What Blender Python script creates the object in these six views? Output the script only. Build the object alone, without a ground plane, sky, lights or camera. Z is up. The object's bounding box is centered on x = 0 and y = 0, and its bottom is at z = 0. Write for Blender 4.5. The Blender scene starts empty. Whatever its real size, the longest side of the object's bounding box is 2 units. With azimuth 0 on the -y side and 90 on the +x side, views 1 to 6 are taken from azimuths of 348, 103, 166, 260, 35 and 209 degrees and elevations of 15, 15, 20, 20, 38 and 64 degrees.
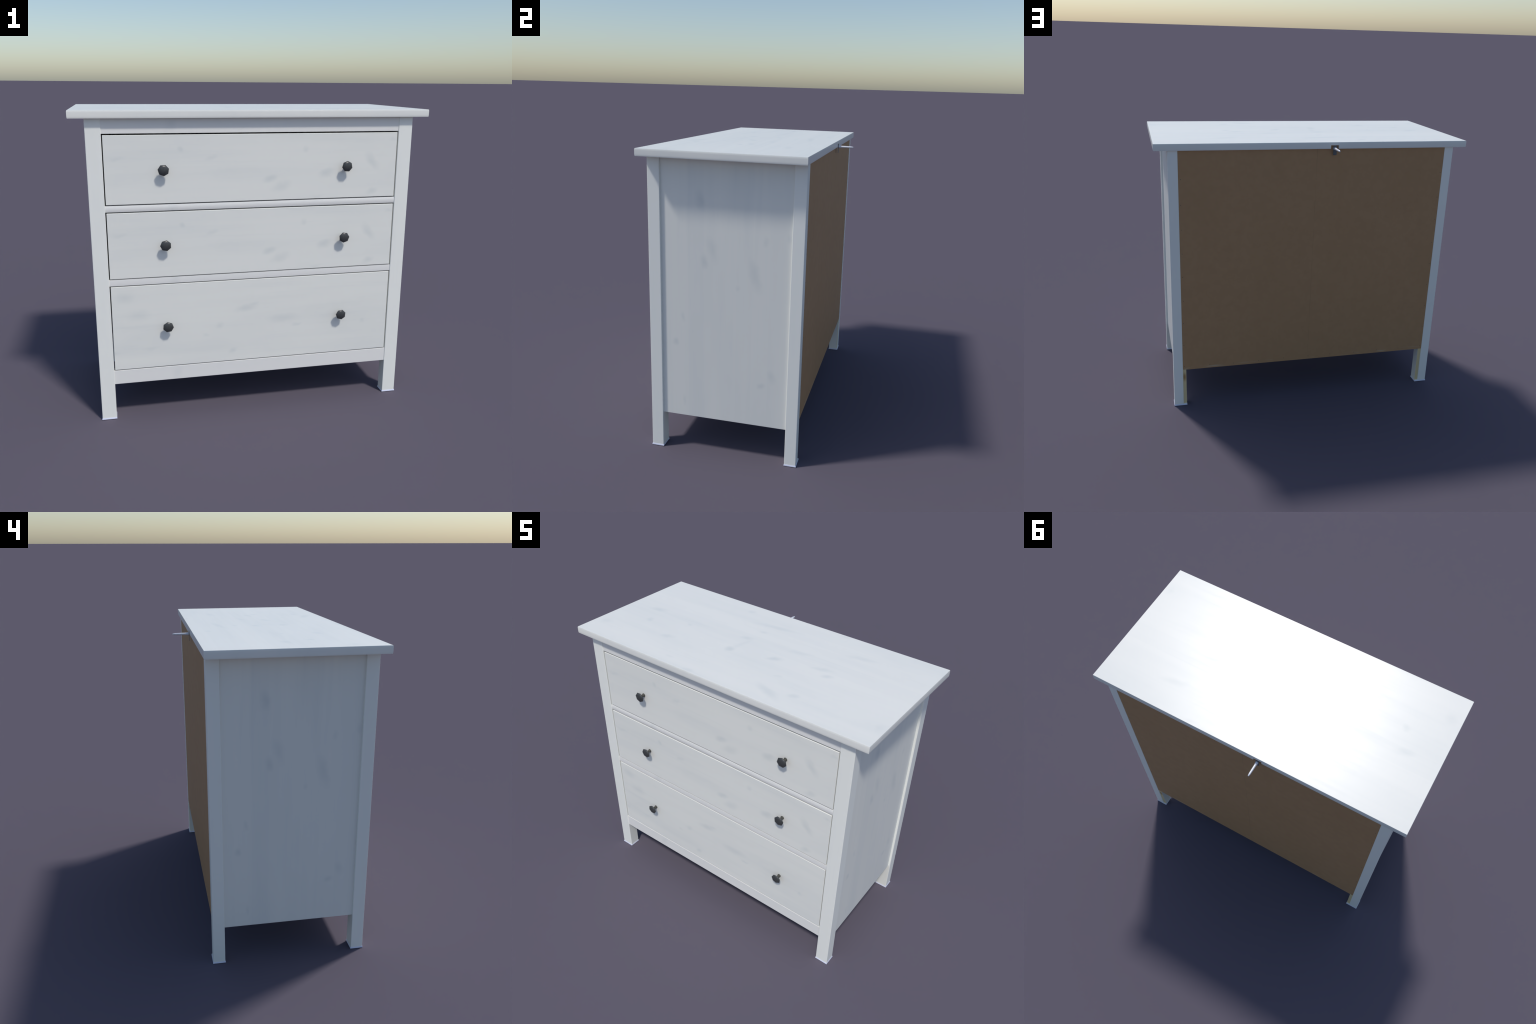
"""White-stained pine chest of three drawers, built part by part (metres, z up)."""
import bpy, bmesh, math, random
from mathutils import Vector

random.seed(7)

# ------------------------------------------------------------------ sizes
TOP_X, TOP_Y0, TOP_Y1, TOP_Z0, TOP_Z1 = 1.000, -0.504, 0.418, 1.7355, 1.7762
LEG_X0, LEG_X1 = 0.8360, 0.9183              # inner / outer faces
LEG_FRONT = (-0.4725, -0.4025)
LEG_BACK = (0.3380, 0.4056)
RAIL_Y = -0.4688
DRAWER_Y = -0.4690
SIDE_X = 0.9045                              # outer face of the side panels
SIDE_Z0 = 0.2205
SIDE_CY = 0.5 * (LEG_FRONT[1] + LEG_BACK[0])
RAILS = [(1.6545, 1.7370), (1.2355, 1.2702), (0.8165, 0.8525), (0.2195, 0.3035)]
DRAWERS = [(1.2757, 1.6470), (0.8570, 1.2290), (0.3083, 0.8108)]
DRAWER_X = 0.8304
KNOB_X = 0.520
KNOB_Z = [1.4615, 1.0452, 0.5637]
BACK_Y, BACK_X, BACK_Z0 = 0.4046, 0.8575, 0.2695
REBATE_Y = 0.4000                            # floor of the rebate that takes the back panel
BRACKET_X, SCREW_Z = -0.1085, 1.7370
NOTCH = (-0.1338, -0.0820, 1.7575)           # x range and top of the cut in the top's back edge

# ------------------------------------------------------------------ node helpers
class Mat:
    """Thin wrapper that makes procedural node trees readable."""
    def __init__(self, name):
        self.m = bpy.data.materials.new(name)
        self.m.use_nodes = True
        self.t = self.m.node_tree
        self.bsdf = self.t.nodes["Principled BSDF"]
        self.coord = self.new("ShaderNodeTexCoord").outputs["Object"]

    def new(self, kind, **props):
        n = self.t.nodes.new(kind)
        for k, v in props.items():
            setattr(n, k, v)
        return n

    def link(self, a, b):
        self.t.links.new(a, b)

    def put(self, sock, v):
        if hasattr(v, "is_linked"):
            self.link(v, sock)
        else:
            sock.default_value = v

    def math(self, op, a, b=0.0, clamp=False):
        n = self.new("ShaderNodeMath", operation=op, use_clamp=clamp)
        self.put(n.inputs[0], a)
        self.put(n.inputs[1], b)
        return n.outputs[0]

    def mapping(self, vec, loc=(0, 0, 0), rot=(0, 0, 0), scale=(1, 1, 1), kind="POINT"):
        n = self.new("ShaderNodeMapping", vector_type=kind)
        self.link(vec, n.inputs["Vector"])
        n.inputs["Location"].default_value = loc
        n.inputs["Rotation"].default_value = rot
        n.inputs["Scale"].default_value = scale
        return n.outputs[0]

    def noise(self, vec, scale, detail=3.0, rough=0.55, color=False):
        n = self.new("ShaderNodeTexNoise")
        self.link(vec, n.inputs["Vector"])
        n.inputs["Scale"].default_value = scale
        n.inputs["Detail"].default_value = detail
        n.inputs["Roughness"].default_value = rough
        return n.outputs["Color" if color else "Fac"]

    def ramp(self, fac, lo, hi, a=0.0, b=1.0, smooth=True):
        n = self.new("ShaderNodeMapRange", interpolation_type="SMOOTHSTEP" if smooth else "LINEAR")
        self.put(n.inputs["Value"], fac)
        n.inputs["From Min"].default_value = lo
        n.inputs["From Max"].default_value = hi
        n.inputs["To Min"].default_value = a
        n.inputs["To Max"].default_value = b
        return n.outputs["Result"]

    def mix(self, fac, a, b, blend="MIX"):
        n = self.new("ShaderNodeMix", data_type="RGBA", blend_type=blend)
        self.put(n.inputs["Factor"], fac)
        self.put(n.inputs["A"], rgba(a) if isinstance(a, tuple) else a)
        self.put(n.inputs["B"], rgba(b) if isinstance(b, tuple) else b)
        return n.outputs["Result"]

    def bump(self, height, strength, dist):
        n = self.new("ShaderNodeBump")
        n.inputs["Strength"].default_value = strength
        n.inputs["Distance"].default_value = dist
        self.link(height, n.inputs["Height"])
        self.link(n.outputs[0], self.bsdf.inputs["Normal"])

    def finish(self, color, rough, metallic=0.0, spec=0.5):
        self.put(self.bsdf.inputs["Base Color"], rgba(color) if isinstance(color, tuple) else color)
        self.put(self.bsdf.inputs["Roughness"], rough)
        self.bsdf.inputs["Metallic"].default_value = metallic
        self.bsdf.inputs["Specular IOR Level"].default_value = spec
        return self.m


def rgba(c):
    return (c[0], c[1], c[2], 1.0)


AXIS = {"x": 0, "y": 1, "z": 2}
PAINT = (0.860, 0.860, 0.805)
PAINT_DARK = (0.765, 0.780, 0.750)           # grain showing through the stain
KNOT = (0.600, 0.640, 0.635)


def stained_wood(name, grain, face, paint=PAINT, knots=(), grain_amount=0.5, rough=0.42, seed=0.0, planks=0.0):
    """White-stained pine. grain = axis of the fibres, face = axis the show face looks along.
    knots: (a, b, radius_a, radius_b, angle_deg, strength) in the plane of the face."""
    M = Mat(name)
    g, f = AXIS[grain], AXIS[face]
    o = 3 - g - f if g != f else (g + 1) % 3
    # fibres: noise stretched along the grain, at a broad and a fine scale
    def stretched(along, across):
        s = [across] * 3
        s[g] = along
        return M.mapping(M.coord, loc=(seed, seed * 1.7, seed * 0.6), scale=tuple(s))
    broad = M.noise(stretched(0.55, 6.0), 1.0, 2.0, 0.5)
    fine = M.noise(stretched(1.6, 34.0), 1.0, 4.0, 0.6)
    cloud = M.noise(stretched(1.8, 5.0), 1.3, 2.0, 0.5)
    grain_mask = M.math("ADD", M.ramp(broad, 0.36, 0.66, 0.0, 0.85), M.ramp(fine, 0.45, 0.75, 0.0, 0.40))
    grain_mask = M.math("MULTIPLY", grain_mask, M.ramp(cloud, 0.30, 0.70, 0.35, 1.0))
    grain_mask = M.math("MULTIPLY", grain_mask, grain_amount, clamp=True)
    if planks > 0:                            # glued staves, each a touch lighter or darker
        sep = M.new("ShaderNodeSeparateXYZ")
        M.link(M.coord, sep.inputs[0])
        cell = M.math("FLOOR", M.math("DIVIDE", M.math("ADD", sep.outputs[o], 7.0 + seed), planks))
        wn = M.new("ShaderNodeTexWhiteNoise", noise_dimensions="1D")
        M.link(cell, wn.inputs["W"])
        grain_mask = M.math("ADD", grain_mask, M.math("MULTIPLY", wn.outputs["Value"], 0.20), clamp=True)
    color = M.mix(grain_mask, paint, PAINT_DARK)
    if knots:
        warp = M.noise(M.coord, 14.0, 2.0, 0.5, color=True)
        off = M.new("ShaderNodeVectorMath", operation="SUBTRACT")
        M.link(warp, off.inputs[0]); off.inputs[1].default_value = (0.5, 0.5, 0.5)
        sc = M.new("ShaderNodeVectorMath", operation="SCALE")
        M.link(off.outputs[0], sc.inputs[0]); sc.inputs["Scale"].default_value = 0.035
        ad = M.new("ShaderNodeVectorMath", operation="ADD")
        M.link(M.coord, ad.inputs[0]); M.link(sc.outputs[0], ad.inputs[1])
        plane = [i for i in range(3) if i != f]
        total = None
        for a, b, ra, rb, ang, strength in knots:
            loc, rot, scl = [0.0] * 3, [0.0] * 3, [50.0] * 3
            loc[plane[0]], loc[plane[1]] = a, b
            scl[plane[0]], scl[plane[1]] = ra * 1.60, rb * 1.70
            rot[f] = math.radians(ang) * (-1 if f == 1 else 1)
            v = M.mapping(ad.outputs[0], tuple(loc), tuple(rot), tuple(scl), "TEXTURE")
            ln = M.new("ShaderNodeVectorMath", operation="LENGTH")
            M.link(v, ln.inputs[0])
            k = M.ramp(ln.outputs["Value"], 0.0, 1.25, strength * 0.62, 0.0)
            total = k if total is None else M.math("MAXIMUM", total, k)
        color = M.mix(total, color, KNOT)
    M.bump(fine, 0.012, 0.003)
    r = M.ramp(fine, 0.3, 0.7, rough - 0.03, rough + 0.03)
    return M.finish(color, r)


# ------------------------------------------------------------------ materials
K_DRAWER = [(-0.419, 0.101, 0.014, 0.012, 0, 0.55), (-0.765, 0.060, 0.030, 0.008, 0, 0.35),
            (-0.257, 0.059, 0.026, 0.008, 4, 0.35), (0.282, 0.100, 0.013, 0.013, 0, 0.40),
            (0.683, 0.022, 0.042, 0.016, -50, 0.60), (0.411, -0.042, 0.033, 0.018, 18, 0.65),
            (0.079, -0.062, 0.032, 0.015, 16, 0.65), (0.141, -0.109, 0.042, 0.019, 18, 0.45),
            (0.688, -0.151, 0.028, 0.013, 24, 0.55), (0.348, -0.175, 0.034, 0.008, 4, 0.25),
            (0.804, 0.149, 0.018, 0.009, 0, 0.35), (-0.150, -0.020, 0.20, 0.012, 2, 0.12)]
K_DEEP = [(-0.756, 0.184, 0.036, 0.026, 0, 0.45), (-0.685, 0.072, 0.046, 0.026, 0, 0.42),
          (-0.060, 0.078, 0.048, 0.018, 8, 0.60), (-0.020, 0.100, 0.030, 0.014, 18, 0.45),
          (0.170, -0.002, 0.066, 0.019, 2, 0.50), (-0.217, -0.018, 0.020, 0.014, 0, 0.40),
          (-0.140, -0.189, 0.021, 0.012, 20, 0.55), (0.672, -0.061, 0.012, 0.010, 0, 0.40),
          (-0.620, -0.137, 0.032, 0.009, 4, 0.35), (-0.821, -0.144, 0.020, 0.010, 0, 0.35),
          (0.251, -0.045, 0.022, 0.008, 0, 0.45), (-0.299, -0.078, 0.015, 0.010, 0, 0.30),
          (0.480, 0.060, 0.26, 0.020, 2, 0.16), (0.100, 0.130, 0.30, 0.016, 1, 0.14)]
K_TOP = [(-0.792, -0.016, 0.040, 0.018, 22, 0.55), (-0.735, -0.156, 0.018, 0.016, 0, 0.50),
         (-0.492, -0.056, 0.017, 0.010, 0, 0.40), (-0.497, -0.256, 0.032, 0.016, 18, 0.50),
         (-0.110, -0.151, 0.022, 0.020, 0, 0.75), (-0.113, 0.019, 0.028, 0.014, 20, 0.60),
         (-0.090, -0.070, 0.012, 0.075, -8, 0.25), (-0.311, 0.330, 0.019, 0.014, 0, 0.40),
         (-0.060, 0.242, 0.125, 0.016, 9, 0.45), (-0.079, 0.141, 0.017, 0.011, 0, 0.40),
         (0.162, -0.091, 0.034, 0.017, 22, 0.75), (0.238, 0.059, 0.056, 0.014, 14, 0.35),
         (0.437, -0.023, 0.050, 0.014, 14, 0.45), (0.501, -0.073, 0.026, 0.013, 16, 0.60),
         (0.552, 0.222, 0.064, 0.018, 14, 0.42), (0.292, -0.233, 0.020, 0.010, 0, 0.30),
         (0.340, -0.400, 0.072, 0.018, -22, 0.55), (0.470, -0.351, 0.024, 0.013, 16, 0.55),
         (-0.132, -0.487, 0.025, 0.013, 10, 0.40), (-0.928, -0.335, 0.030, 0.025, 0, 0.30),
         (-0.314, -0.437, 0.020, 0.010, 0, 0.25), (0.967, -0.336, 0.020, 0.025, 0, 0.25),
         (0.333, 0.396, 0.026, 0.010, 10, 0.35), (-0.55, 0.22, 0.30, 0.018, 3, 0.12)]
K_SIDE = [(-0.144, 0.527, 0.019, 0.036, 12, 0.70), (-0.071, 0.261, 0.022, 0.046, 14, 0.45),
          (-0.121, 0.193, 0.015, 0.028, 10, 0.65), (0.169, 0.135, 0.021, 0.066, 16, 0.55),
          (0.226, 0.330, 0.013, 0.018, 0, 0.35), (-0.290, -0.297, 0.012, 0.015, 0, 0.60),
          (-0.245, -0.146, 0.009, 0.020, 0, 0.40), (0.076, 0.058, 0.010, 0.010, 0, 0.30),
          (0.215, -0.509, 0.018, 0.015, 0, 0.55), (0.279, -0.445, 0.019, 0.026, 10, 0.45),
          (-0.242, -0.662, 0.009, 0.020, 0, 0.35), (0.352, 0.360, 0.012, 0.020, 0, 0.40),
          (0.060, 0.60, 0.05, 0.14, 0, 0.15)]
K_LEG = []

M_TOP = stained_wood("white_stained_pine_top", "x", "z", paint=(0.856, 0.850, 0.800), knots=K_TOP, grain_amount=0.55, rough=0.335, seed=1.3, planks=0.118)
M_FRONT = stained_wood("white_stained_pine_drawer", "x", "y", knots=K_DRAWER, grain_amount=0.60, seed=4.1)
M_DEEP = stained_wood("white_stained_pine_deep_drawer", "x", "y", knots=K_DEEP, grain_amount=0.80, seed=9.2)
M_SIDE = stained_wood("white_stained_pine_side", "z", "x", paint=(0.866, 0.862, 0.803), knots=K_SIDE, grain_amount=0.58, seed=2.7, planks=0.093)
M_RAIL = stained_wood("white_stained_pine_rail", "x", "y", paint=(0.850, 0.840, 0.805), grain_amount=0.30, seed=6.6,
                      knots=[(-0.47, 0.0, 0.022, 0.03, -20, 0.35)])
M_LEG = stained_wood("white_stained_pine_leg", "z", "y", paint=(0.905, 0.910, 0.855), grain_amount=0.22, seed=8.8)


def back_leg_material(sign):
    """Leg paint, but the strip of the rear face that the back panel normally covers is bare pine."""
    m = stained_wood("pine_back_leg", "z", "y", paint=(0.905, 0.910, 0.855), grain_amount=0.22, seed=8.8)
    t = m.node_tree
    M = Mat.__new__(Mat)
    M.m, M.t = m, t
    M.bsdf = t.nodes["Principled BSDF"]
    M.coord = next(n for n in t.nodes if n.type == "TEX_COORD").outputs["Object"]
    painted = M.bsdf.inputs["Base Color"].links[0].from_socket
    sep = M.new("ShaderNodeSeparateXYZ"); M.link(M.coord, sep.inputs[0])
    geo = M.new("ShaderNodeTexCoord")
    nrm = M.new("ShaderNodeSeparateXYZ"); M.link(geo.outputs["Normal"], nrm.inputs[0])
    x = M.math("MULTIPLY", sep.outputs["X"], sign)
    mask = M.math("MULTIPLY", M.ramp(x, 0.8570, 0.8600, 1.0, 0.0), M.math("GREATER_THAN", nrm.outputs["Y"], 0.7))
    mask = M.math("MULTIPLY", mask, M.math("GREATER_THAN", sep.outputs["Z"], 0.010))
    streak = M.noise(M.mapping(M.coord, scale=(120, 120, 6)), 1.0, 3.0)
    bare = M.mix(streak, (0.70, 0.56, 0.30), (0.78, 0.65, 0.38))
    if sign > 0:                              # a brown knot sits in the right-hand strip
        v = M.mapping(M.coord, (0.848, 0.40, 0.212), (0, 0, 0), (0.012, 50, 0.036), "TEXTURE")
        ln = M.new("ShaderNodeVectorMath", operation="LENGTH"); M.link(v, ln.inputs[0])
        bare = M.mix(M.ramp(ln.outputs["Value"], 0.1, 1.3, 1.0, 0.0), bare, (0.40, 0.225, 0.085))
    M.put(M.bsdf.inputs["Base Color"], M.mix(mask, painted, bare))
    return m


def hardboard():
    M = Mat("brown_hardboard")
    blot = M.noise(M.coord, 26.0, 4.0, 0.6)
    big = M.noise(M.mapping(M.coord, scale=(1, 1, 0.6)), 3.0, 2.0)
    c = M.mix(M.ramp(blot, 0.30, 0.72), (0.424, 0.252, 0.128), (0.452, 0.272, 0.140))
    c = M.mix(M.ramp(big, 0.35, 0.65, 0.0, 0.25), c, (0.410, 0.240, 0.116))
    # a few pale scuffs along the lower edge
    sep = M.new("ShaderNodeSeparateXYZ"); M.link(M.coord, sep.inputs[0])
    low = M.ramp(sep.outputs["Z"], BACK_Z0 + 0.008, BACK_Z0 + 0.030, 1.0, 0.0)
    scuff = M.ramp(M.noise(M.mapping(M.coord, scale=(7, 1, 90)), 1.0, 2.0), 0.60, 0.72)
    c = M.mix(M.math("MULTIPLY", M.math("MULTIPLY", low, scuff), 0.55), c, (0.50, 0.45, 0.34))
    # the fold down the middle of the sheet: a hair line that fades in and out
    line = M.ramp(M.math("ABSOLUTE", sep.outputs["X"]), 0.0006, 0.0030, 1.0, 0.0)
    line_fade = M.noise(M.mapping(M.coord, scale=(0.1, 0.1, 5.0)), 1.0, 2.0)
    c = M.mix(M.math("MULTIPLY", line, M.ramp(line_fade, 0.35, 0.60, 0.0, 0.45)), c, (0.27, 0.165, 0.088))
    c = M.mix(M.math("MULTIPLY", line, M.ramp(line_fade, 0.36, 0.28, 0.0, 0.5)), c, (0.52, 0.40, 0.26))
    M.bump(blot, 0.05, 0.002)
    return M.finish(c, 0.62, spec=0.35)


def metal(name, a, b, rough, metallic, scale=90.0, spec=0.5):
    M = Mat(name)
    n = M.noise(M.coord, scale, 3.0)
    return M.finish(M.mix(M.ramp(n, 0.35, 0.70), a, b), rough, metallic, spec)


M_BACK = hardboard()
M_KNOB = metal("blackened_metal", (0.044, 0.047, 0.049), (0.058, 0.060, 0.060), 0.38, 0.0)
M_NECK = metal("worn_blackened_metal", (0.050, 0.050, 0.043), (0.075, 0.073, 0.062), 0.5, 0.0)
M_FOOT = metal("pale_plastic_glide", (0.74, 0.77, 0.93), (0.78, 0.81, 0.96), 0.45, 0.0, 40.0)
M_PLATE = metal("dark_steel", (0.095, 0.105, 0.115), (0.120, 0.132, 0.143), 0.45, 0.0, 60.0)
M_SCREW = metal("bright_zinc", (0.80, 0.81, 0.85), (0.88, 0.89, 0.93), 0.34, 0.20, 120.0)
M_HOLE = metal("dark_recess", (0.02, 0.02, 0.022), (0.03, 0.03, 0.03), 0.6, 0.0)
M_NAIL = metal("dull_nail", (0.10, 0.085, 0.075), (0.16, 0.14, 0.12), 0.5, 0.3)
M_TRAY = stained_wood("white_foil_tray", "y", "z", grain_amount=0.05)

# ------------------------------------------------------------------ geometry helpers
ROOT = bpy.data.objects.new("chest_of_drawers", None)
ROOT.empty_display_size = 0.2
bpy.context.collection.objects.link(ROOT)
ROOT["label"] = "white stained wooden chest of three drawers with black knobs"
ROOT["category"] = "dresser"


def place(name, mesh, mat=None, parent=None, loc=(0, 0, 0), rot_z=0.0):
    ob = bpy.data.objects.new(name, mesh)
    bpy.context.collection.objects.link(ob)
    ob.parent = parent or ROOT
    ob.location = loc
    ob.rotation_euler = (0, 0, rot_z)
    if mat and not mesh.materials:
        mesh.materials.append(mat)
    return ob


def baked(ob):
    """Replace the modifiers of an object by their result."""
    dg = bpy.context.evaluated_depsgraph_get()
    me = bpy.data.meshes.new_from_object(ob.evaluated_get(dg))
    ob.modifiers.clear()
    old = ob.data
    ob.data = me
    me.name = old.name
    return ob


def box_mesh(name, lo, hi):
    bm = bmesh.new()
    bmesh.ops.create_cube(bm, size=1.0)
    for v in bm.verts:
        v.co = Vector([lo[i] + (v.co[i] + 0.5) * (hi[i] - lo[i]) for i in range(3)])
    me = bpy.data.meshes.new(name)
    bm.to_mesh(me)
    bm.free()
    for p in me.polygons:
        p.use_smooth = True
    return me


def board(name, lo, hi, mat, bevel=0.003, segments=3, parent=None, loc=(0, 0, 0), rot_z=0.0, cut=None, profile=0.5):
    """A board with rounded arrises; flat faces stay flat, the arris catches light."""
    ob = place(name, box_mesh(name, lo, hi), mat, parent, loc, rot_z)
    b = ob.modifiers.new("arris", "BEVEL")
    b.width, b.segments, b.limit_method, b.profile = bevel, segments, "NONE", profile
    baked(ob)
    if cut:
        cut_box(ob, *cut)
    ob.data.set_sharp_from_angle(angle=math.radians(50))
    w = ob.modifiers.new("normals", "WEIGHTED_NORMAL")
    w.keep_sharp, w.weight = True, 100
    return baked(ob)


def lathe(name, profile, steps, mats, mat_of=lambda i: 0, axis="y", turn=0.0, smooth=True):
    """Revolve (radius, height) pairs; height runs along `axis`."""
    bm = bmesh.new()
    rings = []
    for r, h in profile:
        if r < 1e-6:
            rings.append([bm.verts.new((0, h, 0))])
        else:
            rings.append([bm.verts.new((r * math.cos(turn + 2 * math.pi * k / steps), h,
                                        r * math.sin(turn + 2 * math.pi * k / steps))) for k in range(steps)])
    for i in range(len(rings) - 1):
        a, b = rings[i], rings[i + 1]
        for k in range(steps):
            k2 = (k + 1) % steps
            loop = [a[k % len(a)], a[k2 % len(a)], b[k2 % len(b)], b[k % len(b)]]
            loop = list(dict.fromkeys(loop))
            if len(loop) >= 3:
                f = bm.faces.new(loop)
                f.material_index = mat_of(i)
                f.smooth = smooth
    bmesh.ops.recalc_face_normals(bm, faces=bm.faces)
    me = bpy.data.meshes.new(name)
    bm.to_mesh(me)
    bm.free()
    for m in mats:
        me.materials.append(m)
    return me


# ------------------------------------------------------------------ top
def top_mesh():
    """Slab with crisp corners whose narrow edge faces ease over slightly towards top and bottom."""
    ease = [(0.0, 0.0014), (0.003, 0.0007), (0.006, 0.0002), (0.010, 0.0)]
    prof = [(TOP_Z0 + d, e) for d, e in ease] + [(TOP_Z1 - d, e) for d, e in reversed(ease)]
    bm = bmesh.new()
    rings = [[bm.verts.new((x, y, z)) for x, y in ((-TOP_X + e, TOP_Y0 + e), (TOP_X - e, TOP_Y0 + e),
                                                   (TOP_X - e, TOP_Y1 - e), (-TOP_X + e, TOP_Y1 - e))] for z, e in prof]
    for a, b in zip(rings, rings[1:]):
        for k in range(4):
            bm.faces.new((a[k], a[(k + 1) % 4], b[(k + 1) % 4], b[k]))
    bm.faces.new(rings[0][::-1])
    bm.faces.new(rings[-1])
    bmesh.ops.recalc_face_normals(bm, faces=bm.faces)
    me = bpy.data.meshes.new("top")
    bm.to_mesh(me)
    bm.free()
    for p in me.polygons:
        p.use_smooth = True
    return me


def cut_box(ob, lo, hi):
    """Saw a box-shaped piece out of an object."""
    tool = bpy.data.objects.new("cutter", box_mesh("cutter", lo, hi))
    bpy.context.collection.objects.link(tool)
    bo = ob.modifiers.new("notch", "BOOLEAN")
    bo.object, bo.operation, bo.solver = tool, "DIFFERENCE", "EXACT"
    bpy.context.view_layer.update()
    baked(ob)
    bpy.data.objects.remove(tool)
    for p in ob.data.polygons:
        p.use_smooth = True
    ob.data.set_sharp_from_angle(angle=math.radians(40))


top = place("top", top_mesh(), M_TOP)
cut_box(top, (NOTCH[0], BACK_Y + 0.0005, TOP_Z0 - 0.02), (NOTCH[1], TOP_Y1 + 0.02, NOTCH[2]))

# ------------------------------------------------------------------ legs with glides
def glide_mesh(name, x0, x1, y0, y1, z1, flare):
    bm = bmesh.new()
    rings = []
    for z, e in ((0.0, flare), (0.0022, flare), (z1, 0.0006)):
        rings.append([bm.verts.new((x, y, z)) for x, y in
                      ((x0 - e, y0 - e), (x1 + e, y0 - e), (x1 + e, y1 + e), (x0 - e, y1 + e))])
    bm.faces.new(rings[0][::-1])
    bm.faces.new(rings[-1])
    for a, b in zip(rings, rings[1:]):
        for k in range(4):
            bm.faces.new((a[k], a[(k + 1) % 4], b[(k + 1) % 4], b[k]))
    me = bpy.data.meshes.new(name)
    bm.to_mesh(me)
    bm.free()
    return me


for sx in (-1, 1):
    for front in (True, False):
        y0, y1 = LEG_FRONT if front else LEG_BACK
        x0, x1 = sorted((sx * LEG_X0, sx * LEG_X1))
        mat = M_LEG if front else back_leg_material(sx)
        rx0, rx1 = sorted((sx * 0.80, sx * (BACK_X + 0.0006)))
        cut = None if front else ((rx0, REBATE_Y, 0.0087), (rx1, y1 + 0.02, 1.76))
        leg = board("leg", (x0, y0, 0.006), (x1, y1, 1.7385), mat, bevel=0.0028, cut=cut)
        place("glide", glide_mesh("glide", x0, x1, y0, y1, 0.0085, 0.0022), M_FOOT, leg)

# ------------------------------------------------------------------ side panels (same board turned round)
side = None
for sx in (1, -1):
    half = 0.5 * (LEG_BACK[0] - LEG_FRONT[1]) + 0.008
    cz = 0.5 * (SIDE_Z0 + 1.7355)
    hz = cz - SIDE_Z0
    loc = (sx * (SIDE_X - 0.010), SIDE_CY, cz)
    if side is None:
        side = board("side_panel", (-0.010, -half, -hz), (0.010, half, hz + 0.002), M_SIDE, bevel=0.0012, segments=2, loc=loc)
    else:
        place("side_panel", side.data, None, None, loc, math.pi)

# ------------------------------------------------------------------ front rails
def crowned_rail(z_half, crown, depth=0.040, steps=12):
    """Rail whose front face is very slightly convex from top to bottom."""
    prof = [(crown * (2.0 * k / steps - 1.0) ** 2, z_half * (2.0 * k / steps - 1.0)) for k in range(steps + 1)]
    prof += [(depth, z_half), (depth, -z_half)]
    bm = bmesh.new()
    ends = [[bm.verts.new((x, RAIL_Y + y, z)) for y, z in prof] for x in (-LEG_X0 - 0.003, LEG_X0 + 0.003)]
    n = len(prof)
    for k in range(n):
        f = bm.faces.new((ends[0][k], ends[0][(k + 1) % n], ends[1][(k + 1) % n], ends[1][k]))
        f.smooth = True
    bm.faces.new(ends[0])
    bm.faces.new(ends[1])
    bmesh.ops.recalc_face_normals(bm, faces=bm.faces)
    me = bpy.data.meshes.new("rail")
    bm.to_mesh(me)
    bm.free()
    me.set_sharp_from_angle(angle=math.radians(40))
    return me


for i, (z0, z1) in enumerate(RAILS):
    cz, hz = 0.5 * (z0 + z1), 0.5 * (z1 - z0)
    if i in (1, 2):
        place("rail", crowned_rail(hz, 0.0022 if i == 1 else 0.0006), M_RAIL, None, (0, 0, cz))
    else:
        board("rail", (-LEG_X0 - 0.003, RAIL_Y, -hz), (LEG_X0 + 0.003, RAIL_Y + 0.040, hz), M_RAIL,
              bevel=0.0030, segments=8, profile=0.76, loc=(0, 0, cz))

# ------------------------------------------------------------------ drawers
def knob_mesh(turn):
    """Cast knob: flared foot, slim neck, seven-sided mushroom head with a low dome."""
    prof = [(0.0118, 0.0010), (0.0112, -0.0030), (0.0080, -0.0095), (0.0085, -0.0200), (0.0190, -0.0270),
            (0.0316, -0.0355), (0.0300, -0.0395), (0.0205, -0.0437), (0.0100, -0.0457), (0.0, -0.0462)]
    return lathe("knob", prof, 7, [M_KNOB, M_NECK], lambda i: 1 if i < 3 else 0, turn=turn)


def tray_mesh(hw, depth, z0, z1):
    bm = bmesh.new()
    th = 0.018
    parts = [((-hw, 0, z0), (-hw + th, depth, z1)), ((hw - th, 0, z0), (hw, depth, z1)),
             ((-hw + th, depth - th, z0), (hw - th, depth, z1)), ((-hw + th, 0, z0 + 0.01), (hw - th, depth - th, z0 + 0.018))]
    for lo, hi in parts:
        res = bmesh.ops.create_cube(bm, size=1.0)
        for v in res["verts"]:
            v.co = Vector([lo[k] + (v.co[k] + 0.5) * (hi[k] - lo[k]) for k in range(3)])
    me = bpy.data.meshes.new("tray")
    bm.to_mesh(me)
    bm.free()
    return me


TURNS = [(0.29, 0.62), (0.47, 0.10), (0.80, 0.36)]
for i, (z0, z1) in enumerate(DRAWERS):
    cz, hz = 0.5 * (z0 + z1), 0.5 * (z1 - z0)
    d = board("drawer", (-DRAWER_X, 0.0, -hz), (DRAWER_X, 0.035, hz), M_DEEP if i == 2 else M_FRONT,
              bevel=0.0022, segments=4, profile=0.6, loc=(0, DRAWER_Y, cz))
    place("tray", tray_mesh(0.790, 0.770, -hz + 0.012, hz - 0.035), M_TRAY, d, (0, 0.0355, 0))
    for sx, t in zip((-1, 1), TURNS[i]):
        place("knob", knob_mesh(t), None, d, (sx * KNOB_X, 0, KNOB_Z[i] - cz))

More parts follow.
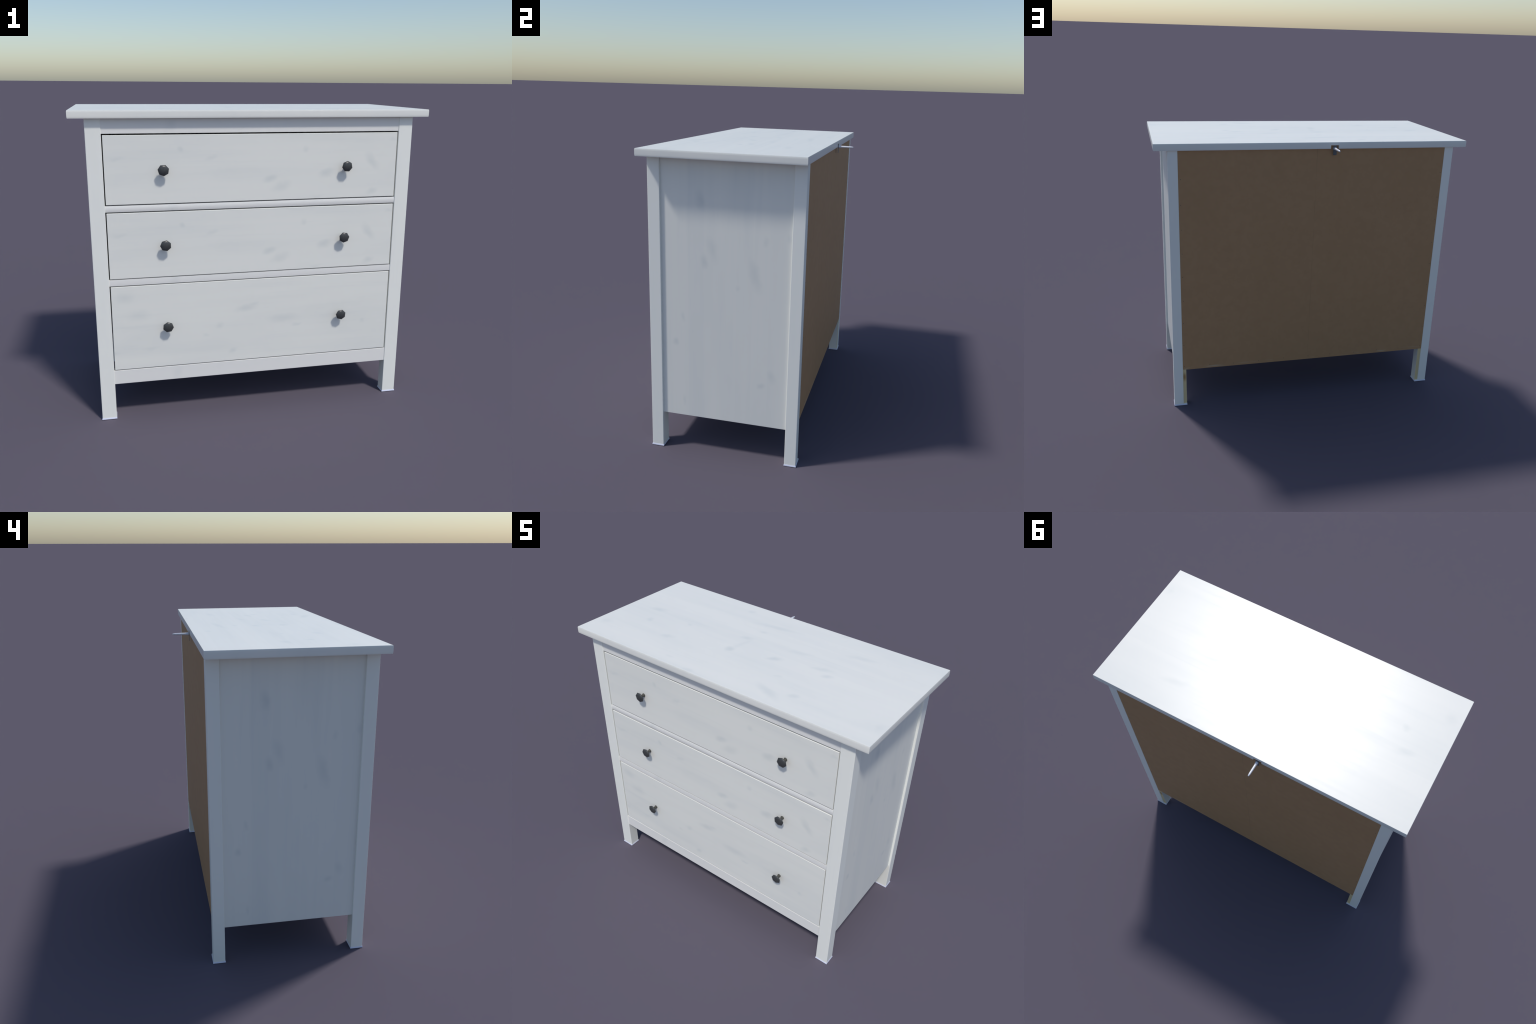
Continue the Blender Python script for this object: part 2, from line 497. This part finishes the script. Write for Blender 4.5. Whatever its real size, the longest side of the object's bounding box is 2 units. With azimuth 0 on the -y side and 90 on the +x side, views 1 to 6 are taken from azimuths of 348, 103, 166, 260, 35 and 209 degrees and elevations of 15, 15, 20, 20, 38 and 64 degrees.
# ------------------------------------------------------------------ back: one folded hardboard sheet and its nails
board("back_panel", (-BACK_X, REBATE_Y + 0.0003, BACK_Z0), (BACK_X, BACK_Y, 1.7375), M_BACK, bevel=0.0006, segments=2)
# tongue of hardboard that shows inside the notch
board("back_tongue", (NOTCH[0] + 0.0005, BACK_Y - 0.005, 1.730), (NOTCH[1] - 0.0005, BACK_Y + 0.0008, NOTCH[2] - 0.0005),
      M_BACK, bevel=0.0004, segments=1)

nail = lathe("nail", [(0.0, 0.0009), (0.0016, 0.0008), (0.0024, 0.0)], 10, [M_NAIL])
for sx in (-1, 1):
    for k in range(9):
        place("nail", nail, None, None, (sx * (0.846 + random.uniform(-0.002, 0.002)), BACK_Y, 0.295 + 0.1585 * k + random.uniform(-0.004, 0.004)))
for k in range(9):
    place("nail", nail, None, None, (-0.68 + 0.17 * k + random.uniform(-0.01, 0.01), BACK_Y, 0.290 + random.uniform(-0.003, 0.003)))

# ------------------------------------------------------------------ wall fixing on the rear edge of the top
plate = board("wall_bracket", (-0.0110, 0.0, 1.6970), (0.0110, 0.0016, 1.7545), M_PLATE, bevel=0.0005, segments=1,
              loc=(BRACKET_X, 0.4180, 0))
place("washer", lathe("washer", [(0.0, 0.0), (0.0125, 0.0), (0.0125, 0.0014), (0.0, 0.0014)], 4, [M_SCREW], turn=math.pi / 4, smooth=False),
      None, plate, (0.0035, -0.0020, SCREW_Z))
screw_profile = [(0.0, 0.0), (0.0092, 0.0), (0.0088, 0.004), (0.0072, 0.022), (0.0070, 0.0235), (0.0066, 0.024)]
screw_profile += [(0.0069 + 0.0004 * (k % 2) - 0.00005 * k, 0.026 + 0.0022 * k) for k in range(26)]
screw_profile += [(0.0050, 0.0855), (0.0040, 0.0925), (0.0034, 0.0966), (0.0014, 0.0966), (0.0012, 0.0930), (0.0, 0.0925)]
n_prof = len(screw_profile)
place("screw", lathe("screw", screw_profile, 16, [M_SCREW, M_HOLE], lambda i: 1 if i >= n_prof - 3 else 0),
      None, plate, (0.0, 0.0017, SCREW_Z))
